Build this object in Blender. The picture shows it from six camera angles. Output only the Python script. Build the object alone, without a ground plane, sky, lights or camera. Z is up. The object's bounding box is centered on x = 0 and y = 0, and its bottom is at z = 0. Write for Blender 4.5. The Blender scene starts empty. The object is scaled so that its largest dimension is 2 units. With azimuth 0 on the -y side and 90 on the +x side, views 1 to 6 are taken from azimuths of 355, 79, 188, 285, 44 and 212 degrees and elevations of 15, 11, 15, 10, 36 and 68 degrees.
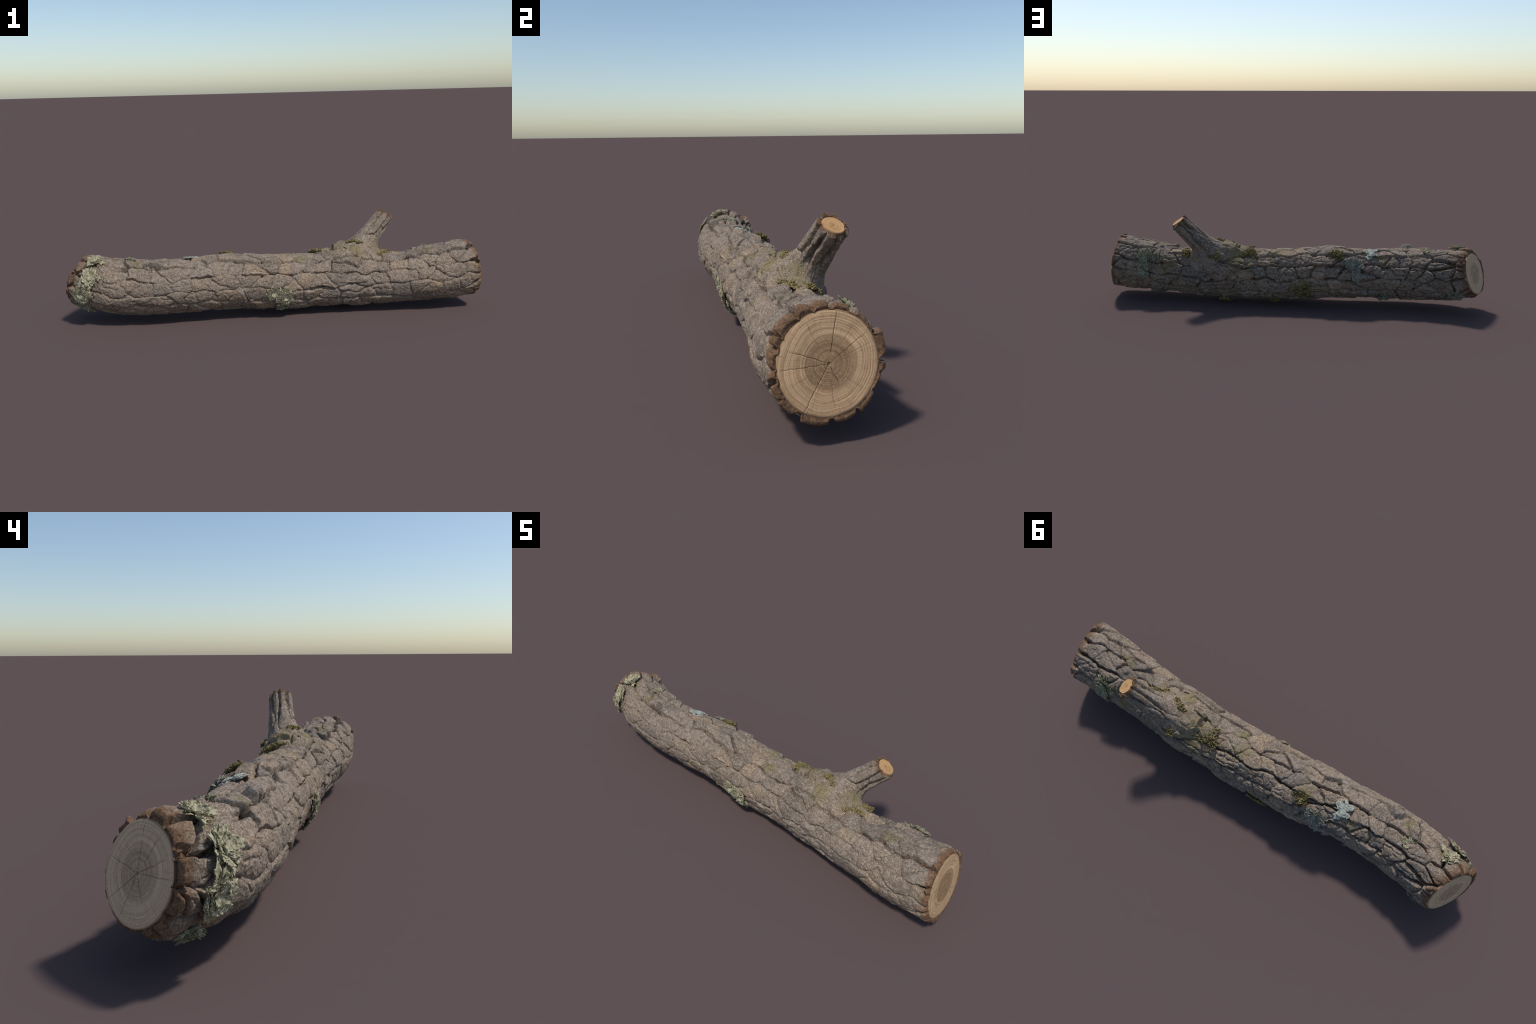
# A cut, slightly bent log with a short branch stub, plated bark, leafy lichens and moss tufts.
import bpy, math
import numpy as np
from mathutils import Matrix, Vector

RNG = np.random.default_rng(11)
TAU = 2 * math.pi

# ------------------------------------------------------------------ numeric helpers
def smooth(a, b, x):
    t = np.clip((x - a) / (b - a), 0, 1)
    return t * t * (3 - 2 * t)

def hash01(i, j, k=0, seed=0):
    h = (np.asarray(i, np.int64) * 374761393 + np.asarray(j, np.int64) * 668265263
         + np.asarray(k, np.int64) * 2147483647 + seed * 1274126177) & 0xFFFFFFFF
    h = ((h ^ (h >> 13)) * 1274126177) & 0xFFFFFFFF
    h = ((h ^ (h >> 16)) * 2246822519) & 0xFFFFFFFF
    h = h ^ (h >> 15)
    return (h & 0xFFFFFF) / float(0x1000000)

def noise(P, seed=0):
    """smooth value noise in -1..1"""
    I = np.floor(P).astype(np.int64)
    F = P - I
    F = F * F * F * (F * (F * 6 - 15) + 10)
    out = 0
    for dx in (0, 1):
        wx = F[..., 0] if dx else 1 - F[..., 0]
        for dy in (0, 1):
            wy = F[..., 1] if dy else 1 - F[..., 1]
            for dz in (0, 1):
                wz = F[..., 2] if dz else 1 - F[..., 2]
                out = out + wx * wy * wz * hash01(I[..., 0] + dx, I[..., 1] + dy, I[..., 2] + dz, seed)
    return out * 2 - 1

def fbm(P, octaves=3, seed=0):
    s, a = 0, 1.0
    for o in range(octaves):
        s = s + a * noise(P * 2.03 ** o + 17.3 * o, seed + o)
        a *= 0.5
    return s

def unit(v):
    return v / np.linalg.norm(v, axis=-1, keepdims=True)

# ------------------------------------------------------------------ the trunk's spine: x, y, z, radius
SPINE = np.array([
    (-0.980, 0.045, 0.2170, 0.1212), (-0.784, -0.0112, 0.1799, 0.1308), (-0.588, -0.0379, 0.1673, 0.1299),
    (-0.392, -0.0253, 0.1685, 0.1301), (-0.196, -0.0092, 0.1700, 0.1345), (0.000, -0.0008, 0.1558, 0.1363),
    (0.196, 0.0052, 0.1518, 0.1329), (0.392, 0.0016, 0.1485, 0.1293), (0.588, -0.0091, 0.1519, 0.1280),
    (0.784, -0.0195, 0.1672, 0.1378), (0.980, -0.0185, 0.1940, 0.1420)])

def natural_cubic(xs, ys, q):
    n, h = len(xs), xs[1] - xs[0]
    A = np.zeros((n, n)); b = np.zeros(n); A[0, 0] = A[-1, -1] = 1
    for i in range(1, n - 1):
        A[i, i - 1:i + 2] = h / 6, 2 * h / 3, h / 6
        b[i] = (ys[i + 1] - 2 * ys[i] + ys[i - 1]) / h
    m = np.linalg.solve(A, b)
    i = np.clip(((q - xs[0]) / h).astype(int), 0, n - 2)
    c = (q - xs[i]) / h; a = 1 - c
    inside = a * ys[i] + c * ys[i + 1] + ((a ** 3 - a) * m[i] + (c ** 3 - c) * m[i + 1]) * h * h / 6
    lo, hi = q < xs[0], q > xs[-1]
    inside[lo] = ys[0] + (q[lo] - xs[0]) * ((ys[1] - ys[0]) / h - h * m[1] / 6)
    inside[hi] = ys[-1] + (q[hi] - xs[-1]) * ((ys[-1] - ys[-2]) / h + h * m[-2] / 6)
    return inside

XT = np.linspace(-1.15, 1.15, 1500)
CT = np.stack([XT] + [natural_cubic(SPINE[:, 0], SPINE[:, k], XT) for k in (1, 2)], 1)
RT = natural_cubic(SPINE[:, 0], SPINE[:, 3], XT)
TT = unit(np.gradient(CT, XT, axis=0))
NT_ = unit(np.array([0, 0, 1.0]) - TT * TT[:, 2:3])       # towards the sky
WT = np.cross(TT, NT_)                                     # towards the front (-y)

def lut(x, table):
    return np.stack([np.interp(x, XT, table[:, k]) for k in range(table.shape[1])], -1)

def frame(x, theta):
    """spine point and outward direction at station x, angle theta (0 top, 90 front, 180 bottom)"""
    d = lut(x, NT_) * np.cos(theta)[..., None] + lut(x, WT) * np.sin(theta)[..., None]
    return lut(x, CT), unit(d)

# the saw cuts: centre, normal, radius of the bare wood
CUT_A = (np.array([-0.9393, 0.0439, 0.2088]), unit(np.array([-0.838, 0.458, 0.298])), 0.1054)
CUT_B = (np.array([0.9797, -0.0151, 0.1934]), unit(np.array([0.986, 0.092, 0.140])), 0.1235)
CUT_C = (np.array([0.5874, 0.1154, 0.4499]), unit(np.array([0.516, 0.184, 0.836])), 0.0345)

# the branch axis from its tip down into the trunk
def branch_axis(t):
    t = np.asarray(t, float)[..., None]
    s = np.maximum(t, 0)
    return CUT_C[0] + t * np.array([-0.668, -0.189, -0.692]) + s * s * np.array([0.14, -0.111, -0.062])

def branch_radius(t):
    s = np.maximum(t, 0)
    return 0.0460 - 0.008 * s + 0.33 * s * s

BT = np.linspace(0.0, 0.34, 46)
BA, BR = branch_axis(BT), branch_radius(BT)

def dist_trunk(P):
    c = lut(P[..., 0], CT)
    d = P - c
    t = lut(P[..., 0], TT)
    d = d - t * (d * t).sum(-1, keepdims=True)
    return np.linalg.norm(d, axis=-1) - np.interp(P[..., 0], XT, RT)

def dist_branch(P):
    best = np.full(P.shape[:-1], 9.0)
    for a, r in zip(BA, BR):
        best = np.minimum(best, np.sqrt(((P - a) ** 2).sum(-1)) - r)
    return best

def smin(a, b, k):
    h = np.maximum(k - np.abs(a - b), 0) / k
    return np.minimum(a, b) - h * h * k / 4

def fillet(x):
    """long flare on the bent side of the branch, tight crotch on the other"""
    return 0.140 - 0.060 * smooth(0.36, 0.58, x)

def blend_width(P):
    return fillet(P[..., 0]) * (1 - 0.28 * smooth(0.05, 0.125, P[..., 1]))
def first_crossing(origin, direction, start, reach, steps):
    """distance along each ray at which the blended trunk + branch body ends"""
    res = start + reach
    found = np.zeros(start.shape, bool)
    prev = None
    for i in range(steps + 1):
        rho = start + reach * i / steps
        P = origin + direction * rho[..., None]
        f = smin(dist_trunk(P), dist_branch(P), blend_width(P))
        if prev is not None:
            hit = (~found) & (f > 0)
            w = prev / np.minimum(prev - f, -1e-9)
            res = np.where(hit, rho - reach / steps * (1 - np.clip(w, 0, 1)), res)
            found |= hit
        prev = np.minimum(f, 0)
    return res

# ------------------------------------------------------------------ bark plates
SQUASH = 0.58          # below 1 the plates stand in long rows with straight cross seams
def plate_relief(u, v, rows, du, dv, seed, jitter_u, jitter_v, deep, height, tilt, open_long, open_cross, depth, width, squash=SQUASH, hair=1.0):
    """cells on a jittered brick lattice (u along, v around, in cell units).
    Returns plate key (column, row), relief in metres and the distance to the plate's edge."""
    cand = []
    j0 = np.floor(v).astype(np.int64)
    for dj in (-1, 0, 1):
        j = j0 + dj
        jw = j % rows
        off = hash01(jw, 3, 0, seed) * 0.35 + 0.5 * (jw % 2)
        i0 = np.floor(u - off).astype(np.int64)
        for di in (-1, 0, 1):
            i = i0 + di
            cu = i + 0.5 + off + jitter_u * (hash01(i, jw, 1, seed) - 0.5)
            cv = j + 0.5 + jitter_v * (hash01(i, jw, 2, seed) - 0.5)
            a, b = (cu - u) * du * squash, (cv - v) * dv
            cand.append((i, jw, a, b, a * a + b * b))
    D = np.stack([np.sqrt(c[4]) for c in cand])
    k = D.argmin(0)
    pick = lambda n: np.take_along_axis(np.stack([c[n] for c in cand]), k[None], 0)[0]
    ki, kj, ka, kb = pick(0), pick(1), pick(2), pick(3)
    dmin = D.min(0)
    # height of each plate, blended over the seam
    hs, ws = 0, 0
    for (i, j, a, b, q), d in zip(cand, D):
        w = np.exp(-(d - dmin) / 0.0012)
        own = (hash01(i, j, 4, seed) - 0.45) * height + tilt * ((hash01(i, j, 5, seed) - 0.5) * a + (hash01(i, j, 6, seed) - 0.5) * b)
        hs, ws = hs + w * own, ws + w
    h = hs / ws
    crack = np.zeros(u.shape)
    soft = np.zeros(u.shape)
    wide = np.zeros(u.shape)
    for (i, j, a, b, q) in cand:
        same = (i == ki) & (j == kj)
        na, nb = a - ka, b - kb
        L = np.sqrt(na * na + nb * nb) + 1e-9
        e = ((a + ka) * 0.5 * na + (b + kb) * 0.5 * nb) / np.sqrt((squash * na) ** 2 + nb * nb + 1e-12)
        e = np.where(same, 9.0, np.maximum(e, 0))
        along = np.abs(nb) / L                                 # 1: the seam runs along the log
        lo = np.minimum(i * 97 + j * 13, ki * 97 + kj * 13); hi = np.maximum(i * 97 + j * 13, ki * 97 + kj * 13)
        r1, r2 = hash01(lo, hi, 7, seed), hash01(lo, hi, 8, seed)
        chance = (open_cross + (open_long - open_cross) * along) * deep
        opened = smooth(0.0, 0.25, chance - r1)
        dp = depth * (0.20 * hair + opened * (0.45 + 0.75 * r2) * (0.5 + 0.5 * deep) * (0.75 + 0.45 * along) * (0.45 + 0.55 * np.minimum(hair, 1)))
        wd = width * (0.45 + opened * (0.5 + r2))
        crack = np.maximum(crack, dp * (1 - smooth(0.25, 1.0, e / wd)))
        soft = soft + np.exp(-e / 0.004)
        wide = wide + np.exp(-e / (0.9 * width)) * (0.55 + 0.6 * r2)
    es = np.maximum(-0.004 * np.log(np.maximum(soft, 1e-6)), 0)
    corner = smooth(1.15, 1.75, wide) * depth * 1.05 * np.clip(deep + 0.25, 0, 1.1)          # small dark pits where three plates meet
    dome = -0.30 * depth * (1 - smooth(0.0, 0.014, es)) ** 2
    return ki, kj, h + dome - crack - corner, es

# ------------------------------------------------------------------ mesh helpers
def fast_mesh(name, V, quads, tris=None, smooth_shade=True):
    me = bpy.data.meshes.new(name)
    me.vertices.add(len(V))
    me.vertices.foreach_set("co", np.asarray(V, np.float32).ravel())
    nq, nt = len(quads), 0 if tris is None else len(tris)
    loops = np.concatenate([np.asarray(quads).ravel()] + ([np.asarray(tris).ravel()] if nt else [])).astype(np.int32)
    me.loops.add(len(loops))
    me.loops.foreach_set("vertex_index", loops)
    starts = np.concatenate([np.arange(nq) * 4, nq * 4 + np.arange(nt) * 3]).astype(np.int32)
    me.polygons.add(nq + nt)
    me.polygons.foreach_set("loop_start", starts)
    me.polygons.foreach_set("use_smooth", np.full(nq + nt, smooth_shade))
    me.update(calc_edges=True)
    me.validate()
    return me

def add(name, me, mat=None, parent=None, kind=None):
    o = bpy.data.objects.new(name, me)
    bpy.context.scene.collection.objects.link(o)
    if mat is not None:
        o.data.materials.append(mat)
    if parent is not None:
        o.parent = parent
    if kind:
        o["kind"] = kind
    return o

def grid_quads(n, m, wrap):
    i, j = np.meshgrid(np.arange(n - 1), np.arange(m if wrap else m - 1), indexing="ij")
    j2 = (j + 1) % m
    return np.stack([i * m + j, i * m + j2, (i + 1) * m + j2, (i + 1) * m + j], -1).reshape(-1, 4)

def grid_normals(V):
    du = np.gradient(V, axis=0)
    dv = (np.roll(V, -1, 1) - np.roll(V, 1, 1)) * 0.5
    return unit(np.cross(dv, du) + 1e-12)

def split_plates(name, V, Nrm, inner, key, quads, mats, pick, parent, keep):
    """cut one continuous bark surface into its plates, each closed at its sides by a skirt"""
    flatV, flatN, flatI = V.reshape(-1, 3), Nrm.reshape(-1, 3), inner.reshape(-1, 3)
    ok = keep[quads[:, 0]]
    quads = quads[ok]
    fk = key[quads[:, 0]]
    order = np.argsort(fk, kind="stable")
    quads, fk = quads[order], fk[order]
    cuts = np.flatnonzero(np.diff(fk)) + 1
    groups = np.split(np.arange(len(fk)), cuts)
    n = len(flatV)
    for g in groups:
        q = quads[g]
        kk = int(fk[g[0]])
        used, inv = np.unique(q, return_inverse=True)
        q = inv.reshape(-1, 4)
        a, b = q.ravel(), np.roll(q, -1, 1).ravel()
        fwd, back = a.astype(np.int64) * n + b, b.astype(np.int64) * n + a
        rim = ~np.isin(fwd, back)
        a, b = a[rim], b[rim]
        rimv, ri = np.unique(np.concatenate([a, b]), return_inverse=True)
        ai, bi = ri[:len(a)] + len(used), ri[len(a):] + len(used)
        VV = np.concatenate([flatV[used], flatI[used][rimv]])
        NN = np.concatenate([flatN[used], flatN[used][rimv]])
        QQ = np.concatenate([q, np.stack([b, a, ai, bi], 1)])
        me = fast_mesh(name, VV, QQ)
        me.normals_split_custom_set_from_vertices(NN.astype(np.float32).tolist())
        add(name, me, mats[pick(kk)], parent)

# ------------------------------------------------------------------ materials
class Nodes:
    def __init__(self, name):
        self.mat = bpy.data.materials.new(name)
        self.mat.use_nodes = True
        self.t = self.mat.node_tree
        self.t.nodes.clear()
        self.out = self.t.nodes.new("ShaderNodeOutputMaterial")
        self.co = self.t.nodes.new("ShaderNodeTexCoord").outputs["Object"]

    def n(self, kind, **props):
        nd = self.t.nodes.new(kind)
        for k, v in props.items():
            setattr(nd, k, v)
        return nd

    def put(self, sock, val):
        if isinstance(val, bpy.types.NodeSocket):
            self.t.links.new(val, sock)
        elif val is not None:
            if isinstance(val, (tuple, list)) and len(val) == 3 and sock.type == "RGBA":
                val = (*val, 1)
            sock.default_value = val

    def math(self, op, a, b=0.0, c=0.0, clamp=False):
        nd = self.n("ShaderNodeMath", operation=op, use_clamp=clamp)
        for s, v in zip(nd.inputs, (a, b, c)):
            self.put(s, v)
        return nd.outputs[0]

    def vmath(self, op, a, b=(0, 0, 0)):
        nd = self.n("ShaderNodeVectorMath", operation=op)
        self.put(nd.inputs[0], a)
        if op == "SCALE":
            self.put(nd.inputs["Scale"], b)
        else:
            self.put(nd.inputs[1], b)
        return nd.outputs["Value"] if op in ("DOT_PRODUCT", "LENGTH", "DISTANCE") else nd.outputs["Vector"]

    def noise(self, scale, detail=2.0, rough=0.5, vec=None, distort=0.0):
        nd = self.n("ShaderNodeTexNoise")
        self.put(nd.inputs["Vector"], vec or self.co)
        nd.inputs["Scale"].default_value = scale
        nd.inputs["Detail"].default_value = detail
        nd.inputs["Roughness"].default_value = rough
        nd.inputs["Distortion"].default_value = distort
        return nd.outputs["Fac"]

    def range(self, v, a, b, lo=0.0, hi=1.0):
        nd = self.n("ShaderNodeMapRange", interpolation_type="SMOOTHSTEP")
        for s, x in zip(nd.inputs, (v, a, b, lo, hi)):
            self.put(s, x)
        return nd.outputs[0]

    def mix(self, f, a, b, blend="MIX"):
        nd = self.n("ShaderNodeMix", data_type="RGBA", blend_type=blend)
        self.put(nd.inputs[0], f); self.put(nd.inputs[6], a); self.put(nd.inputs[7], b)
        return nd.outputs[2]

    def ramp(self, f, stops):
        nd = self.n("ShaderNodeValToRGB")
        self.put(nd.inputs[0], f)
        e = nd.color_ramp.elements
        while len(e) < len(stops):
            e.new(0.5)
        for el, (p, c) in zip(e, stops):
            el.position = p; el.color = (*c, 1)
        return nd.outputs[0]

    def finish(self, color, rough=0.9, bump=None, strength=0.4, dist=0.002, translucent=0.0):
        p = self.n("ShaderNodeBsdfPrincipled")
        self.put(p.inputs["Base Color"], color)
        self.put(p.inputs["Roughness"], rough)
        p.inputs["Specular IOR Level"].default_value = 0.2
        if bump is not None:
            b = self.n("ShaderNodeBump")
            b.inputs["Strength"].default_value = strength
            b.inputs["Distance"].default_value = dist
            self.put(b.inputs["Height"], bump)
            self.t.links.new(b.outputs[0], p.inputs["Normal"])
        shader = p.outputs[0]
        if translucent:
            tr = self.n("ShaderNodeBsdfTranslucent")
            self.put(tr.inputs[0], color)
            mx = self.n("ShaderNodeMixShader")
            mx.inputs[0].default_value = translucent
            self.t.links.new(shader, mx.inputs[1]); self.t.links.new(tr.outputs[0], mx.inputs[2])
            shader = mx.outputs[0]
        self.t.links.new(shader, self.out.inputs[0])
        return self.mat

# where olive algae and moss film sit on the bark: x, angle, radius
def at(x, deg, lift=0.0):
    c, d = frame(np.array(x), np.array(math.radians(deg)))
    return c + d * (np.interp(x, XT, RT) + lift)

FILM = [(at(0.30, 345, 0.03), 0.10), (at(0.40, 15, 0.03), 0.07), (at(0.52, 356, 0.02), 0.07), (at(0.76, 8), 0.05),
        (at(0.12, 20), 0.05), (at(0.66, 290), 0.08), (at(-0.06, 245), 0.10), (at(0.28, 318), 0.09), (at(-0.665, 24), 0.05),
        (at(-0.85, 25), 0.05), (at(0.08, 348), 0.06), (at(-0.24, 330), 0.06), (at(-0.46, 318), 0.05), (at(0.12, 215), 0.08)]

def bark_material(name, dark, mid, light, tan, film=0.78):
    m = Nodes(name)
    fine = m.noise(240, 3, 0.62)
    streak = m.noise(95, 3, 0.6, distort=0.8)
    patch = m.noise(16, 4, 0.6, distort=0.5)
    broad = m.noise(5, 2, 0.5)
    f = m.math("ADD", m.math("MULTIPLY", fine, 0.62), m.math("MULTIPLY", streak, 0.38))
    grain = m.ramp(m.range(f, 0.36, 0.66), [(0.0, dark), (0.45, mid), (1.0, light)])
    grain = m.mix(m.math("MULTIPLY", m.range(patch, 0.52, 0.72), 0.55), grain, m.mix(0.5, grain, tan, "MIX"))
    grain = m.mix(m.math("MULTIPLY", m.range(patch, 0.46, 0.30), 0.45), grain, tuple(c * 1.05 for c in dark))
    grain = m.mix(m.range(broad, 0.35, 0.65, 0.0, 0.22), grain, (0.165, 0.152, 0.138))
    grain = m.mix(m.math("MULTIPLY", m.range(m.noise(23, 4, 0.65, distort=0.6), 0.55, 0.66), 0.42), grain, m.ramp(fine, [(0.3, (0.20, 0.178, 0.152)), (0.7, (0.43, 0.385, 0.33))]))
    # pale crusty scales, stronger towards the back (+y)
    vor = m.n("ShaderNodeTexVoronoi", feature="F1")
    m.put(vor.inputs["Vector"], m.vmath("ADD", m.co, m.vmath("SCALE", m.co, 0.0)))
    vor.inputs["Scale"].default_value = 85
    sep = m.n("ShaderNodeSeparateXYZ"); m.put(sep.inputs[0], m.co)
    crust = m.math("MULTIPLY", m.range(vor.outputs["Distance"], 0.42, 0.18), m.range(m.noise(30, 3, 0.6), 0.48, 0.62))
    crust = m.math("MULTIPLY", crust, m.range(sep.outputs["Y"], -0.06, 0.10, 0.15, 0.85))
    grain = m.mix(crust, grain, (0.30, 0.30, 0.285))
    blot = m.math("MULTIPLY", m.range(m.noise(52, 4, 0.65, distort=1.2), 0.53, 0.62), m.range(sep.outputs["Y"], -0.08, 0.10, 0.22, 0.38))
    grain = m.mix(blot, grain, m.mix(fine, (0.045, 0.036, 0.030), (0.115, 0.088, 0.068)))
    # olive film
    best = None
    for c, r in FILM:
        d = m.vmath("DISTANCE", m.co, tuple(float(q) for q in c))
        w = m.range(d, r, r * 0.2)
        best = w if best is None else m.math("MAXIMUM", best, w)
    spread = m.math("MAXIMUM", m.math("MULTIPLY", best, m.range(m.noise(24, 3, 0.6), 0.32, 0.56)),
                    m.math("MULTIPLY", m.range(m.noise(19, 3, 0.55), 0.68, 0.76), 0.2))
    spread = m.math("MULTIPLY", m.math("MULTIPLY", spread, film), m.range(m.noise(160, 2), 0.25, 0.6, 0.55, 1.0))
    grain = m.mix(spread, grain, m.ramp(fine, [(0.3, (0.105, 0.085, 0.032)), (0.7, (0.26, 0.212, 0.095))]))
    # fresh brown bark next to the saw cuts
    rag = m.math("MULTIPLY", m.math("SUBTRACT", m.noise(38, 3, 0.6), 0.5), 0.05)
    brown = None
    for (c, n, r), reach in ((CUT_A, 0.050), (CUT_B, 0.034), (CUT_C, 0.020)):
        s = m.math("SUBTRACT", m.vmath("DOT_PRODUCT", m.co, tuple(map(float, n))), float(c @ n))
        s = m.range(m.math("ADD", s, rag), -reach, -0.004)
        if c is CUT_C[0]:
            s = m.math("MULTIPLY", s, m.range(m.vmath("DISTANCE", m.co, tuple(map(float, c))), 0.09, 0.07))
        brown = s if brown is None else m.math("MAXIMUM", brown, s)
    rust = m.ramp(m.math("ADD", m.math("MULTIPLY", fine, 0.5), m.math("MULTIPLY", streak, 0.5)),
                  [(0.32, (0.062, 0.034, 0.019)), (0.52, (0.155, 0.082, 0.042)), (0.72, (0.27, 0.155, 0.082))])
    grain = m.mix(m.math("MULTIPLY", brown, 0.9), grain, rust)
    bump = m.math("ADD", m.math("MULTIPLY", fine, 0.6), m.math("MULTIPLY", streak, 1.0))
    return m.finish(grain, 0.92, bump, 0.55, 0.003)

BARK = [bark_material("grey_bark", (0.126, 0.094, 0.066), (0.222, 0.168, 0.124), (0.392, 0.308, 0.237), (0.295, 0.202, 0.125)),
        bark_material("tan_bark", (0.142, 0.102, 0.067), (0.258, 0.190, 0.129), (0.43, 0.332, 0.238), (0.335, 0.226, 0.124)),
        bark_material("dark_bark", (0.095, 0.072, 0.052), (0.175, 0.136, 0.102), (0.345, 0.275, 0.212), (0.245, 0.162, 0.096))]

def inner_bark_material():
    m = Nodes("inner_bark_brown")
    f = m.noise(60, 4, 0.6)
    return m.finish(m.ramp(f, [(0.3, (0.06, 0.035, 0.02)), (0.7, (0.17, 0.095, 0.05))]), 0.95, f, 0.5, 0.003)

CHECKS = {  # drying cracks of each cut face: angle in degrees, from, to (fractions of the radius), width in metres
    "a": [(96, 0, .98, .0006), (62, .25, .98, .0009), (30, .05, .85, .0010), (6, .1, .98, .0008), (172, .05, .95, .0008),
          (140, .5, .9, .0006), (222, .0, .98, .0009), (252, .05, 1.0, .0010), (300, .05, .6, .0009)],
    "b": [(78, .2, 1.0, .0016), (34, .05, .95, .0010), (158, .05, .85, .0011), (182, .0, .95, .0010), (238, .0, 1.0, .0015),
          (295, .05, .5, .0013), (20, .3, .9, .0006), (52, .5, .9, .0006), (118, .4, .9, .0006), (275, .3, .9, .0006), (320, .4, .9, .0005), (205, .4, .9, .0005)],
    "c": [(80, .0, .5, .0009), (200, .0, .45, .0009), (320, .0, .5, .0009), (20, .0, .35, .0008), (140, .1, .4, .0008)]}

def cut_wood_material(name, R, checks, pale, ring, heart, heart_mix, spacing):
    m = Nodes(name)
    sep = m.n("ShaderNodeSeparateXYZ"); m.put(sep.inputs[0], m.co)
    x, y = sep.outputs["X"], sep.outputs["Y"]
    wob = m.math("MULTIPLY", m.math("SUBTRACT", m.noise(9.0 / R * 0.12, 2, 0.5), 0.5), 0.22 * R)
    r = m.math("ADD", m.vmath("LENGTH", m.co), m.math("MULTIPLY", wob, m.range(m.vmath("LENGTH", m.co), 0.0, R)))
    ang = m.math("ARCTAN2", y, x)
    comb = m.n("ShaderNodeCombineXYZ")
    m.put(comb.inputs[0], m.math("MULTIPLY", r, 1.0 / spacing)); m.put(comb.inputs[1], m.math("MULTIPLY", m.math("COSINE", ang), 0.35)); m.put(comb.inputs[2], m.math("MULTIPLY", m.math("SINE", ang), 0.35))
    rings = m.noise(1.0, 3, 0.6, vec=comb.outputs[0])
    saw = m.math("FRACT", m.math("MULTIPLY", r, 0.55 / spacing))
    late = m.math("POWER", saw, 2.5)
    ringmask = m.math("ADD", m.math("MULTIPLY", m.range(rings, 0.36, 0.64), 0.75), m.math("MULTIPLY", late, 0.40))
    col = m.mix(ringmask, pale, ring)
    hz = m.range(r, 0.60 * R, 0.40 * R)
    col = m.mix(m.math("MULTIPLY", hz, heart_mix), col, m.mix(ringmask, heart, tuple(c * 0.62 for c in heart)))
    # medullary rays and saw marks
    comb2 = m.n("ShaderNodeCombineXYZ")
    m.put(comb2.inputs[0], m.math("MULTIPLY", m.math("COSINE", ang), 26.0)); m.put(comb2.inputs[1], m.math("MULTIPLY", m.math("SINE", ang), 26.0)); m.put(comb2.inputs[2], m.math("MULTIPLY", r, 30.0))
    rays = m.noise(1.0, 3, 0.6, vec=comb2.outputs[0])
    col = m.mix(m.range(rays, 0.50, 0.75, 0.0, 0.45), col, tuple(c * 0.60 for c in ring))
    col = m.mix(m.range(m.noise(140, 2, 0.6), 0.45, 0.75, 0.0, 0.25), col, tuple(min(1, c * 1.12) for c in pale))
    # drying cracks
    jig = m.math("MULTIPLY", m.math("SUBTRACT", m.noise(26, 2, 0.6), 0.5), 0.10 * R)
    lines = None
    for a, lo, hi, w in checks:
        ca, sa = math.cos(math.radians(a)), math.sin(math.radians(a))
        t = m.math("ADD", m.math("MULTIPLY", x, ca), m.math("MULTIPLY", y, sa))
        p = m.math("ABSOLUTE", m.math("ADD", m.math("SUBTRACT", m.math("MULTIPLY", y, ca), m.math("MULTIPLY", x, sa)), m.math("MULTIPLY", jig, m.range(t, 0.0, 0.3 * R))))
        k = m.range(p, w * 1.0, w * 0.15)
        k = m.math("MULTIPLY", k, m.math("MULTIPLY", m.range(t, lo * R - 0.001, lo * R + 0.004), m.range(t, hi * R + 0.004, hi * R - 0.02)))
        lines = k if lines is None else m.math("MAXIMUM", lines, k)
    lines = m.math("MAXIMUM", lines, m.range(m.vmath("LENGTH", m.co), 0.045 * R, 0.015 * R))
    col = m.mix(m.math("MULTIPLY", lines, 0.70), col, tuple(c * 0.30 for c in ring))
    # dark cambium line at the rim
    col = m.mix(m.range(m.vmath("LENGTH", m.co), 0.955 * R, 1.0 * R, 0.0, 0.55), col, (0.15, 0.085, 0.045))
    bump = m.math("SUBTRACT", m.math("MULTIPLY", ringmask, 0.3), m.math("MULTIPLY", lines, 1.5))
    return m.finish(col, 0.75, bump, 0.5, 0.002)

def lichen_material(name, a, b, under):
    m = Nodes(name)
    f = m.noise(150, 3, 0.6)
    g = m.noise(45, 2, 0.5)
    col = m.ramp(m.math("ADD", m.math("MULTIPLY", f, 0.65), m.math("MULTIPLY", g, 0.35)), [(0.34, under), (0.5, a), (0.68, b)])
    return m.finish(col, 0.9, f, 0.6, 0.002, translucent=0.12)

LICHEN = {"yellow": lichen_material("yellow_green_lichen", (0.41, 0.375, 0.245), (0.60, 0.55, 0.385), (0.21, 0.190, 0.120)),
          "blue": lichen_material("blue_grey_lichen", (0.315, 0.310, 0.245), (0.47, 0.465, 0.375), (0.165, 0.165, 0.128)),  # base shifted warm to offset the blue skylight on the shaded back
          "crust": lichen_material("pale_blue_lichen", (0.40, 0.42, 0.36), (0.53, 0.54, 0.465), (0.25, 0.265, 0.225)),
          "green": lichen_material("grey_green_lichen", (0.33, 0.318, 0.205), (0.52, 0.485, 0.325), (0.175, 0.170, 0.108)),
          "olive": lichen_material("olive_moss", (0.225, 0.178, 0.075), (0.41, 0.335, 0.160), (0.095, 0.075, 0.031))}

# ------------------------------------------------------------------ trunk surface
root = bpy.data.objects.new("cut_log", None)
bpy.context.scene.collection.objects.link(root)
root["label"] = "bent cut log with plated bark, branch stub and lichens"
root["category"] = "tree log"

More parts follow.
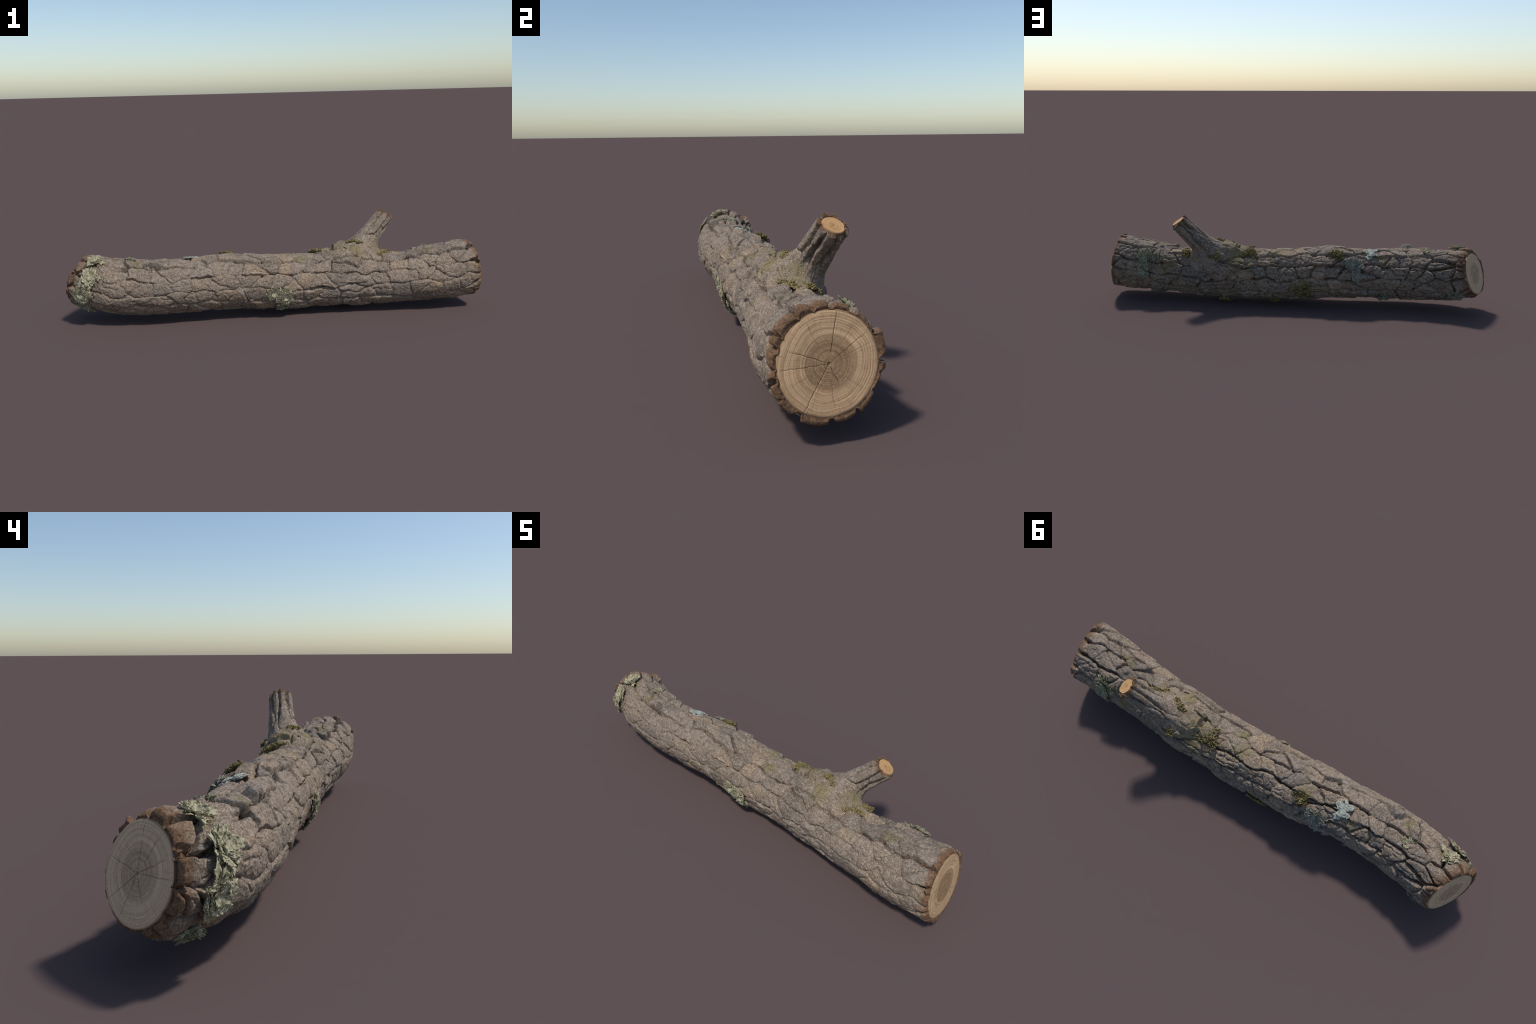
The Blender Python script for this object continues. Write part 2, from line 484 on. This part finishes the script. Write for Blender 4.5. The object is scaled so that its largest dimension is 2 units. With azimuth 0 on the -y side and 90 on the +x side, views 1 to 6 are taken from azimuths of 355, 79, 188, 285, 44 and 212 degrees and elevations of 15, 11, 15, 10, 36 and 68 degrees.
NS, NT, NCAP = 1000, 420, 8
ROWS, DU = 12, 0.074
theta = np.arange(NT) / NT * TAU

def end_station(cut, guess, retreat):
    c, n, _ = cut
    x = np.full(NT, guess)
    for _ in range(12):
        p, d = frame(x, theta)
        P = p + d * np.interp(x, XT, RT)[:, None]
        x = x - ((P - c) @ n + retreat) / (lut(x, TT) @ n)
    return x

rough_end = lambda seed, base, amp: base + amp * noise(np.stack([np.cos(theta) * 2.2, np.sin(theta) * 2.2, theta * 0 + seed], -1), seed)
RETREAT_A = rough_end(3, 0.009, 0.006)
RETREAT_B = rough_end(5, 0.003, 0.003)
xA = end_station(CUT_A, -0.94, RETREAT_A)
xB = end_station(CUT_B, 0.98, RETREAT_B)
s = np.linspace(0, 1, NS)[:, None]
X = xA + (xB - xA) * s
TH = np.broadcast_to(theta, X.shape)
C, D = frame(X, TH)
R0 = np.interp(X, XT, RT)

# blend with the branch
RB = R0.copy()
near = (X > 0.10) & (X < 0.84) & (np.cos(TH) > -0.45) & ((TH > math.pi) | (np.cos(TH) > 0.15))
o, d, st = C[near], D[near], R0[near]
RB[near] = first_crossing(o, d, st - 0.012, 0.115, 26)
climb = RB - R0
in_branch = np.zeros(X.shape, bool)
hand = smooth(0.040, 0.062, climb)
RB = RB - hand * 0.012
pos = C + D * RB[..., None]
hot = climb > 0.03
in_branch[hot] = dist_branch(pos[hot]) < -0.022

# swelling, knots and burls: x, angle, radius, height
body = 0.0030 * fbm(pos * 9, 2, 21)
BUMPS = [(-0.600, 27, 0.030, 0.020), (-0.600, 27, 0.060, 0.010), (-0.69, 24, 0.055, 0.005), (-0.51, 28, 0.055, 0.005), (0.666, 27, 0.018, 0.008), (0.730, 350, 0.014, 0.006),
         (0.405, 292, 0.034, 0.012), (0.76, 292, 0.12, 0.005), (0.67, 5, 0.085, -0.009), (0.47, 35, 0.07, 0.006), (0.355, 212, 0.030, 0.008), (0.325, 345, 0.044, 0.016), (0.245, 345, 0.030, 0.008), (0.36, 322, 0.030, 0.010), (0.40, 12, 0.032, 0.006), (-0.668, 300, 0.018, 0.006),
         (-0.30, 96, 0.014, 0.006), (-0.13, 120, 0.012, 0.006), (0.11, 26, 0.018, 0.005), (-0.205, 25, 0.040, 0.005), (-0.03, 40, 0.030, 0.003)]
for bx, deg, br, bh in BUMPS:
    da = (TH - math.radians(deg) + math.pi) % TAU - math.pi
    q = np.hypot(X - bx, da * R0) / br
    body = body + bh * (1 - (smooth(0.72, 1.10, q) if bh > 0.015 else smooth(0.55, 1.15, q)))
    if bh > 0.015:
        body = body - 0.008 * np.exp(-((q - 1.2) / 0.12) ** 2) * smooth(-0.3, 0.4, noise(pos * 40, 95)) + 0.006 * noise(pos * 45, 96) * (1 - smooth(0.6, 1.1, q))
HOLES = [(0.283, 354, 0.011, 0.030, 0.014), (0.553, 355, 0.020, 0.009, 0.012), (0.437, 22, 0.016, 0.007, 0.012), (0.405, 266, 0.012, 0.016, 0.011),
         (0.440, 275, 0.014, 0.010, 0.010)]
for bx, deg, hx, ha, hd in HOLES:
    da = (TH - math.radians(deg) + math.pi) % TAU - math.pi
    q = np.hypot((X - bx) / hx, da * RB / ha)
    body = body - 1.4 * hd * (1 - smooth(0.7, 1.08, q))

warp_u = 0.012 * fbm(pos * 16, 2, 31) + 0.0028 * fbm(pos * 70, 2, 33)
warp_v = 0.010 * fbm(pos * 14, 2, 41) + 0.0026 * fbm(pos * 75, 2, 43)
ca, na, _ = CUT_A
cb, nb_, _ = CUT_B
endA = smooth(0.13, 0.02, -((pos - ca) @ na))
endB = smooth(0.08, 0.01, -((pos - cb) @ nb_))
top = np.cos(TH)
back = smooth(0.1, 0.9, -np.sin(TH))
front = smooth(0.35, 0.85, np.sin(TH)) * (1 - smooth(0.2, 0.02, -((pos - ca) @ na)))
hair = np.clip(0.95 + 0.75 * noise(pos * 13, 55) - 0.15 * front, 0.3, 1.3)
deep = np.clip(0.62 + 0.22 * back + 0.30 * noise(pos * 6, 51) + 0.25 * smooth(0.2, 0.9, top) + 0.6 * endA + 0.6 * endB - 0.10 * smooth(0.04, 0.10, climb + 0.03) - 0.42 * front, 0.1, 1.3)
ki, kj, relief, es = plate_relief((X + warp_u) / DU + 40, TH / TAU * ROWS + warp_v / (TAU * 0.131 / ROWS), ROWS, DU, TAU * 0.131 / ROWS,
                                  7, 0.95, 0.50, deep, 0.0110 * (1 - 0.40 * front), 0.24 + 0.14 * smooth(0.2, 0.8, np.cos(TH)), 0.88, 0.42, 0.0118, 0.0056, 0.50, hair)
_, _, fine, fes = plate_relief((X + 1.4 * warp_u) / 0.034 + 120, TH / TAU * 28 + 1.6 * warp_v / 0.0294, 28, 0.034, 0.0294,
                               19, 0.8, 0.7, np.clip(0.5 + 0.4 * back + 0.5 * noise(pos * 8, 61), 0, 1), 0.0022, 0.08, 0.6, 0.5, 0.0036, 0.0040)
grit = 0.00070 * fbm(pos * 120, 2, 71) + (0.0005 + 0.0009 * back) * fbm(pos * 55, 2, 73)
ease = smooth(0.0, 0.030, np.minimum(-((pos - ca) @ na) - 0.0, 0.06)) 
round_off = -0.009 * (1 - smooth(-0.004, 0.034, -((pos - ca) @ na))) - 0.003 * (1 - smooth(-0.004, 0.015, -((pos - cb) @ nb_)))
H = body + relief * (1 + 0.55 * endA + 0.55 * endB) + fine * (0.55 + 0.8 * back) * (1 - 0.6 * endB) + grit + round_off - 0.0005
SURF_R = RB + body                                          # smooth surface used to seat lichens and moss
BODY = C + D * (RB + H)[..., None]
INNER = C + D * (RB + body - 0.020)[..., None]
def below(P, cut, gap):
    """keep hidden plate sides behind the sawn plane"""
    q = (P - cut[0]) @ cut[1]
    return P - np.maximum(q + gap, 0)[..., None] * cut[1]
INNER = below(below(INNER, CUT_A, 0.006), CUT_B, 0.006)

for c_, n_, r_ in (CUT_A, CUT_B):                          # cracks at the cuts stop at the wood
    q = (BODY - c_) @ n_
    rad = (BODY - c_) - q[..., None] * n_
    L = np.linalg.norm(rad, axis=-1)
    push = np.maximum(r_ * 1.03 - L, 0) * smooth(-0.035, -0.012, q) * (L > 0.5 * r_)
    BODY = BODY + rad / L[..., None] * push[..., None]

def cap_rings(edge, cut, seed, pull):
    """bark cross-section between the plates' outer edge and the wood"""
    c, n, r = cut
    rad = (edge - c) - np.outer((edge - c) @ n, n)
    rim = c + unit(rad) * (r * 0.985) - n * 0.002
    rings = []
    for k in range(1, NCAP + 1):
        q = k / NCAP
        P = edge * (1 - q) + rim * q
        bulge = 0.004 * math.sin(math.pi * q) ** 0.8 * (1 + 0.3 * fbm(P * 60, 2, seed)) - pull * math.exp(-((q - 0.72) / 0.13) ** 2)
        rings.append(P + n * np.asarray(bulge)[:, None])
    return np.stack(rings)

capA = cap_rings(BODY[0], CUT_A, 81, 0.004)[::-1]
capB = cap_rings(BODY[-1], CUT_B, 83, 0.002)
V = np.concatenate([capA, BODY, capB])
inner = np.concatenate([capA + CUT_A[1] * -0.008, INNER, capB + CUT_B[1] * -0.008])
ext = lambda A: np.concatenate([np.repeat(A[:1], NCAP, 0), A, np.repeat(A[-1:], NCAP, 0)])
key = ext((ki - ki.min()) * ROWS + kj).ravel()
keep = ~ext(in_branch).ravel()
normals = -grid_normals(V)
if ((normals[NCAP + 100] * D[100]).sum(-1)).mean() < 0:
    normals = -normals
quads = grid_quads(V.shape[0], NT, True)
a0, a1, a2 = (V.reshape(-1, 3)[quads[20 * NT, k]] for k in (0, 1, 2))
if np.dot(np.cross(a1 - a0, a2 - a0), normals.reshape(-1, 3)[quads[20 * NT, 0]]) < 0:
    quads = quads[:, ::-1]

# inner bark tube under the plates, closed at both ends
sub = (C + D * (np.minimum(R0, RB + body) - 0.022)[..., None])[::10, ::6]
m_in = sub.shape[1]
flat = np.concatenate([sub.reshape(-1, 3), [CUT_A[0] - CUT_A[1] * 0.01, CUT_B[0] - CUT_B[1] * 0.01]])
nv = sub.shape[0] * m_in
tris = [(nv, (j + 1) % m_in, j) for j in range(m_in)] + [(nv + 1, nv - m_in + j, nv - m_in + (j + 1) % m_in) for j in range(m_in)]
bark = add("bark", fast_mesh("bark", flat, grid_quads(sub.shape[0], m_in, True), tris), inner_bark_material(), root)
def tone(k, seed=5):
    h = float(hash01(k, 1, 2, seed))
    return 1 if h < 0.20 else (2 if h > 0.78 else 0)
split_plates("bark_plate", V, normals, inner, key, quads, BARK, tone, bark, keep)

# ------------------------------------------------------------------ branch stub
NB, NP = 150, 168
phi = np.arange(NP) / NP * TAU
BX = np.linspace(-0.05, 0.36, 400)
BAx = branch_axis(BX)
BTn = unit(-np.gradient(BAx, BX, axis=0))                   # towards the tip
BN = unit(np.array([0, -1.0, 0]) - BTn * (BTn @ np.array([0, -1.0, 0]))[:, None])
BW = np.cross(BTn, BN)
blut = lambda t, tab: np.stack([np.interp(t, BX, tab[:, k]) for k in range(3)], -1)
def bframe(t, p):
    return blut(t, BAx), unit(blut(t, BN) * np.cos(p)[..., None] + blut(t, BW) * np.sin(p)[..., None])

BROWS, BDU = 8, 0.26
def bark_lip():
    j = np.floor(phi / TAU * BROWS).astype(int) % BROWS
    c, dd = bframe(np.zeros(NP), phi)
    side = dd @ unit(np.array([-0.75, 0.1, 0.55]))          # strips overtop the wood on the upper side
    return 0.011 * (hash01(j, 2, 9, 3) - 0.5) + np.where(side > 0.05, 0.003 * side, 0.014 * np.minimum(side, 0)) - 0.001
lip = bark_lip()
t0 = np.zeros(NP)
for _ in range(10):
    p, dd = bframe(t0, phi)
    P = p + dd * 0.044
    t0 = t0 + ((P - CUT_C[0]) @ CUT_C[1] - lip) / (blut(t0, BTn) @ CUT_C[1])
sb = np.linspace(0, 1, NB)[:, None]
T = t0 + (0.285 - t0) * sb
PH = np.broadcast_to(phi, T.shape)
bc, bd = bframe(T, PH)
brad = branch_radius(T)
RBr = brad.copy()
low = T > 0.06
RBr[low] = first_crossing(bc[low], bd[low], brad[low] - 0.004, 0.075, 20)
bpos = bc + bd * RBr[..., None]
dt = dist_trunk(bpos)
sink = smooth(0.020, 0.002, dt) * 0.012
along = (0.30 - T)
wu = 0.010 * fbm(bpos * 18, 2, 131); wv = 0.004 * fbm(bpos * 15, 2, 141) + 0.002 * fbm(bpos * 80, 2, 142)
bi, bj, brel, bes = plate_relief((T + wu) / BDU + 20, PH / TAU * BROWS + wv / (TAU * 0.046 / BROWS), BROWS, BDU, TAU * 0.046 / BROWS,
                                 23, 0.5, 0.35, np.clip(0.95 - 0.5 * smooth(0.10, 0.2, T) + 0.3 * noise(bpos * 9, 151), 0.1, 1.3), 0.0070, 0.05, 1.2, 0.10, 0.0100, 0.0066, 0.16)
ridges = 0.0018 * fbm(np.stack([T * 14, np.cos(PH) * 3.4, np.sin(PH) * 3.4], -1), 3, 161)
bH = brel + ridges + 0.0005 * fbm(bpos * 120, 2, 171) - sink + 0.0015
bBODY = bc + bd * (RBr + bH)[..., None]
bINNER = bc + bd * (np.minimum(brad, 0.062) - 0.017)[..., None]
q = (bBODY - CUT_C[0]) @ CUT_C[1]
rad = (bBODY - CUT_C[0]) - q[..., None] * CUT_C[1]
L = np.linalg.norm(rad, axis=-1)
bBODY = bBODY + rad / L[..., None] * (np.maximum(CUT_C[2] * 1.08 - L, 0) * smooth(-0.03, -0.012, q))[..., None]

def tip_rings(edge):
    c, n, r = CUT_C
    rad = (edge - c) - np.outer((edge - c) @ n, n)
    rim = c + unit(rad) * (r * 1.0) - n * 0.003
    out = []
    for k in range(1, 7):
        q = k / 6
        P = edge * (1 - q) + rim * q
        out.append(P + n * (0.0050 * (1 - q) * np.sin(math.pi * q) * (1 + 0.9 * fbm(P * 90, 2, 181)) * smooth(-0.01, 0.004, lip))[:, None])
    return np.stack(out)
bINNER = below(bINNER, CUT_C, 0.008)
tipr = tip_rings(bBODY[0])[::-1]
bV = np.concatenate([tipr, bBODY])
binner = np.concatenate([tipr - CUT_C[1] * 0.006, bINNER])
bkey = np.concatenate([np.repeat((bi * BROWS + bj)[:1], 6, 0), bi * BROWS + bj]).ravel()
bn = grid_normals(bV)
if (bn[80] * bd[74]).sum(-1).mean() < 0:
    bn = -bn
bq = grid_quads(bV.shape[0], NP, True)
a0, a1, a2 = (bV.reshape(-1, 3)[bq[40 * NP, k]] for k in (0, 1, 2))
if np.dot(np.cross(a1 - a0, a2 - a0), bn.reshape(-1, 3)[bq[40 * NP, 0]]) < 0:
    bq = bq[:, ::-1]
bsub = bINNER[::8, ::6]
mb = bsub.shape[1]
bflat = np.concatenate([bsub.reshape(-1, 3), [CUT_C[0] - CUT_C[1] * 0.012]])
stub = add("branch_stub", fast_mesh("branch_stub", bflat, grid_quads(bsub.shape[0], mb, True), [(len(bflat) - 1, j, (j + 1) % mb) for j in range(mb)]), bark.data.materials[0], root)
split_plates("bark_plate", bV, bn, binner, bkey, bq, BARK, lambda k: 2 if k % 4 == 0 else 0, stub, np.ones(len(bkey), bool))

# ------------------------------------------------------------------ bare wood at the saw cuts
def cut_face(cut, mat, checks, parent, up, wobble, seed, thick=0.02):
    c, n, R = cut
    ex = unit(np.cross(up, n)); ey = np.cross(n, ex)
    na, nr = 480, 44
    a = np.arange(na) / na * TAU
    outline = R * (1 + wobble * noise(np.stack([np.cos(a) * 2.5, np.sin(a) * 2.5, a * 0 + seed], -1), seed) + 0.3 * wobble * noise(np.stack([np.cos(a) * 9, np.sin(a) * 9, a * 0], -1), seed))
    fr = np.linspace(0.03, 1, nr) ** 0.9
    rr = fr[:, None] * outline
    x, y = rr * np.cos(a), rr * np.sin(a)
    z = 0.0009 * noise(np.stack([x * 30, y * 30, x * 0], -1), seed + 1) - 0.0022 * smooth(0.95, 1.0, fr)[:, None]
    for deg, lo, hi, w in checks:
        ca_, sa_ = math.cos(math.radians(deg)), math.sin(math.radians(deg))
        t, p = x * ca_ + y * sa_, np.abs(y * ca_ - x * sa_)
        z = z - 0.0006 * (1 - smooth(0, w * 1.6, p)) * smooth(lo * R, lo * R + 0.01, t) * smooth(hi * R + 0.005, hi * R - 0.01, t)
    P = np.stack([x, y, z + 0.001], -1)
    wall = np.stack([np.stack([x[-1] * q, y[-1] * q, np.full(na, -thick * k)], -1) for k, q in ((0.35, 1.0), (1, 0.97))])
    P = np.concatenate([P, wall])
    flatP = np.concatenate([P.reshape(-1, 3), [(0, 0, -0.0005), (0, 0, -thick)]])
    k = P.shape[0] * na
    tr = [(k, j, (j + 1) % na) for j in range(na)] + [(k + 1, k - na + (j + 1) % na, k - na + j) for j in range(na)]
    me = fast_mesh("cut_face", flatP, grid_quads(P.shape[0], na, True)[:, ::-1], tr)
    ob = add("cut_face", me, mat, parent)
    ob.matrix_world = Matrix(((*[ex[0], ey[0], n[0]], c[0]), (*[ex[1], ey[1], n[1]], c[1]), (*[ex[2], ey[2], n[2]], c[2]), (0, 0, 0, 1)))
    return ob

Z = np.array([0, 0, 1.0])
cut_face(CUT_A, cut_wood_material("end_grain_tinted_for_shade", CUT_A[2], CHECKS["a"], (0.70, 0.480, 0.300), (0.45, 0.297, 0.182), (0.43, 0.285, 0.175), 0.7, 0.0032), CHECKS["a"], root, Z, 0.016, 4)  # wood colour warmed and lightened to match this end in skylit shade
cut_face(CUT_B, cut_wood_material("fresh_end_grain", CUT_B[2], CHECKS["b"], (0.69, 0.462, 0.270), (0.39, 0.232, 0.120), (0.33, 0.198, 0.104), 0.85, 0.0036), CHECKS["b"], root, Z, 0.022, 9)
cut_face(CUT_C, cut_wood_material("branch_end_grain", CUT_C[2], CHECKS["c"], (0.58, 0.345, 0.160), (0.36, 0.195, 0.085), (0.46, 0.26, 0.115), 0.3, 0.0030), CHECKS["c"], stub, Z, 0.05, 13)

# ------------------------------------------------------------------ lichens and moss
def seat(x, th):
    """smooth surface point and outward direction of the trunk at (x, theta)"""
    th = np.mod(th, TAU)
    jf = th / TAU * NT
    j = np.floor(jf).astype(int) % NT; j2 = (j + 1) % NT; w = jf - np.floor(jf)
    a, b = xA[j], xB[j]
    f = np.clip((x - a) / (b - a), 0, 1) * (NS - 1)
    i = np.clip(f.astype(int), 0, NS - 2); g = f - i
    r = (SURF_R[i, j] * (1 - g) + SURF_R[i + 1, j] * g) * (1 - w) + (SURF_R[i, j2] * (1 - g) + SURF_R[i + 1, j2] * g) * w
    c, d = frame(x, th)
    return c + d * r[..., None], d

def sheet(points, thick, center):
    """close a grid of points (n, m, 3 = along, across, lift) into a thin leaf"""
    n, m, _ = points.shape
    return n, m

def lobe_patch(L, W, lift, curl, rng, na=10, nb=9, fork=3):
    a = np.linspace(0, 1, na)[:, None]; b = np.linspace(-1, 1, nb)[None]
    ph = rng.uniform(0, TAU)
    tipcut = 1 - 0.30 * b ** 2 + 0.12 * np.cos(fork * math.pi * b + ph * 0.3)
    la = L * a * (1 - (1 - tipcut) * a)
    hw = W * (0.38 + 0.62 * a ** 0.6) * (1 + 0.16 * np.sin(8 * a + ph)) * (1 - 0.25 * smooth(0.75, 1.0, a))
    bend = rng.uniform(-0.35, 0.35) * L
    lb = hw * b + bend * a ** 2
    z = lift * a ** 1.5 + curl * (b ** 2) * (0.3 + a) + 0.10 * W * np.sin(5 * b + ph) * a + 0.07 * W * np.sin(9 * a + 3 * b + ph)
    return np.stack([la + 0 * b, lb, z + 0 * b * a], -1)

def close_sheet(T3, B3, base):
    n, m, _ = T3.shape
    q = grid_quads(n, m, False)
    rim = np.concatenate([np.arange(m), np.arange(1, n) * m + m - 1, (n - 1) * m + np.arange(m - 2, -1, -1), np.arange(n - 2, 0, -1) * m])
    nxt = np.roll(rim, -1)
    side = np.stack([nxt, rim, rim + n * m, nxt + n * m], 1)
    return np.concatenate([T3.reshape(-1, 3), B3.reshape(-1, 3)]), np.concatenate([q, q[:, ::-1] + n * m, side]) + base

def place(patch, x0, th0, ang, start, lift0, thick):
    """lay a patch given in (along, across, lift) on the trunk round (x0, th0), growing towards `ang`"""
    al, ac, z = patch[..., 0] + start, patch[..., 1], patch[..., 2]
    p = al * math.cos(ang) - ac * math.sin(ang)
    q = al * math.sin(ang) + ac * math.cos(ang)
    Rl = float(np.interp(x0, XT, RT))
    P, d = seat(x0 + p, th0 + q / Rl)
    top = P + d * (z + lift0)[..., None]
    return top, top - d * thick

def lichen(x, deg, R, mat, lobes=9, lift=0.010, raise_=0.003, seed=0, name="lichen", curl=0.002, spread=(0, 360), plump=1.0):
    rng = np.random.default_rng(900 + seed)
    th0 = math.radians(deg)
    # the thallus' centre: a low crumpled disc; its lobes hang on it as children
    n, m = 6, 20
    a = np.linspace(0.02, 1, n)[:, None]; f = np.linspace(0, TAU, m)[None]
    rr = a * R * 0.22 * (1 + 0.18 * np.sin(5 * f + seed) + 0.1 * np.sin(9 * f))
    disc = np.stack([rr * np.cos(f), rr * np.sin(f), 0.25 * lift * np.sin(3 * f + 7 * a) * a + 0.001 + 0 * rr], -1)
    t, b = place(disc, x, th0, 0.0, 0.0, raise_ * 0.4 + 0.001, 0.0022)
    VV, QQ = close_sheet(t, b, 0)
    hub = add(name, fast_mesh(name, VV, QQ), LICHEN[mat], root)
    for k in range(lobes):
        ang = math.radians(spread[0] + (spread[1] - spread[0]) * (k + rng.uniform(-0.55, 0.55)) / lobes)
        parts_v, parts_q, base = [], [], 0
        L = R * rng.uniform(0.48, 1.08)
        W = R * plump * rng.uniform(0.19, 0.31)
        todo = [(rng.uniform(0.05, 0.2) * R, ang, L, W, lift * rng.uniform(0.4, 1.1), rng.uniform(0, 0.002))]
        for _ in range(5):
            todo.append((rng.uniform(-0.05, 0.55) * R, ang + rng.uniform(-0.45, 0.45), R * rng.uniform(0.26, 0.48), W * rng.uniform(0.5, 0.9), lift * rng.uniform(0.5, 1.3), rng.uniform(0.001, 0.005)))
        for st_, an, l_, w_, lf, up in todo:
            patch = lobe_patch(l_, w_, lf, curl * rng.uniform(-0.6, 1.4), rng, fork=int(rng.integers(2, 5)))
            t, b = place(patch, x, th0, an, st_, raise_ + up, 0.0016)
            v_, q_ = close_sheet(t, b, base)
            parts_v.append(v_); parts_q.append(q_); base += len(v_)
        add("lobe", fast_mesh("lobe", np.concatenate(parts_v), np.concatenate(parts_q)), LICHEN[mat], hub)
    return hub

def tuft(x, deg, R, height, count, seed, mat="olive", stretch=1.0, name="moss", origin=None):
    """moss cushion: a heap of small crinkled leaflets"""
    rng = np.random.default_rng(500 + seed)
    vs, qs, base = [], [], 0
    c0, d0 = seat(np.array(x), np.array(math.radians(deg)))
    if origin is not None:
        c0, d0 = np.array(origin[0], float), unit(np.array(origin[1], float))
    e1 = unit(np.cross(d0, np.array([0.1, 1, 0.2]))); e2 = np.cross(d0, e1)
    for k in range(count):
        a = rng.uniform(0, TAU)
        r = R * math.sqrt(rng.uniform(0, 1)) * (1 + 0.45 * math.sin(3 * a + seed) + 0.25 * math.sin(5 * a + 2 * seed))
        h = height * max(0.0, 1 - (r / R / 1.5) ** 2) * rng.uniform(0.1, 0.9)
        c = c0 + e1 * r * math.cos(a) * stretch + e2 * r * math.sin(a) + d0 * (h - 0.002)
        tilt = unit(d0 * rng.uniform(0.1, 0.9) + e1 * rng.normal(0, 0.6) + e2 * rng.normal(0, 0.6))
        side = unit(np.cross(tilt, rng.normal(0, 1, 3)))
        up = np.cross(tilt, side)
        L = rng.uniform(0.005, 0.010)
        p = lobe_patch(L, L * rng.uniform(0.55, 0.85), L * rng.uniform(-0.5, 0.6), 0.003, rng, 5, 5, 2)
        t = c + p[..., 0:1] * tilt + p[..., 1:2] * side + p[..., 2:3] * up
        v_, q_ = close_sheet(t, t - up * 0.0016, base)
        vs.append(v_); qs.append(q_); base += len(v_)
    return add(name, fast_mesh(name, np.concatenate(vs), np.concatenate(qs)), LICHEN[mat], root, kind="stuff")

# yellow-green leafy chain standing off the bark near the slanted cut
lichen(-0.864, 22, 0.042, "yellow", 8, 0.009, 0.006, 1, plump=1.3)
lichen(-0.856, 61, 0.045, "yellow", 9, 0.007, 0.010, 3, plump=1.3)
lichen(-0.882, 100, 0.048, "yellow", 10, 0.008, 0.008, 4, plump=1.3)
lichen(-0.874, 140, 0.044, "green", 7, 0.010, 0.002, 5, spread=(20, 220))
# front, low
lichen(-0.026, 97, 0.038, "yellow", 10, 0.008, 0.002, 6, plump=1.2)
lichen(0.030, 107, 0.046, "yellow", 11, 0.008, 0.002, 7, plump=1.2)
lichen(0.022, 131, 0.032, "green", 8, 0.008, 0.002, 8, plump=1.2)
# back
lichen(0.786, 300, 0.056, "green", 12, 0.013, 0.003, 9)
lichen(0.735, 304, 0.030, "green", 7, 0.009, 0.003, 10)
lichen(0.788, 270, 0.040, "blue", 9, 0.004, 0.001, 11)
lichen(-0.313, 302, 0.046, "blue", 12, 0.010, 0.003, 12)
lichen(-0.335, 278, 0.036, "blue", 9, 0.004, 0.001, 13, plump=1.3)
lichen(-0.404, 340, 0.046, "crust", 6, 0.002, 0.0005, 14, plump=1.3, curl=0.0002)
lichen(-0.480, 222, 0.034, "blue", 8, 0.010, 0.003, 15)
lichen(-0.858, 229, 0.042, "blue", 9, 0.006, 0.002, 16)
lichen(-0.237, 326, 0.034, "olive", 8, 0.012, 0.003, 17)
lichen(-0.709, 350, 0.030, "green", 7, 0.004, 0.001, 18, plump=0.7)
lichen(-0.585, 268, 0.018, "blue", 5, 0.002, 0.001, 19)
lichen(-0.376, 237, 0.016, "crust", 4, 0.003, 0.001, 20)
# moss cushions
tuft(0.400, 350, 0.029, 0.013, 192, 1)
tuft(0.221, 338, 0.037, 0.016, 288, 3)
tuft(0.385, 318, 0.026, 0.011, 144, 4)
tuft(0.545, 352, 0.033, 0.011, 216, 5)
tuft(0.560, 330, 0.026, 0.011, 144, 6)
tuft(0.352, 205, 0.029, 0.011, 216, 7)
tuft(0.091, 200, 0.024, 0.010, 144, 8)
tuft(-0.060, 246, 0.044, 0.005, 264, 9)
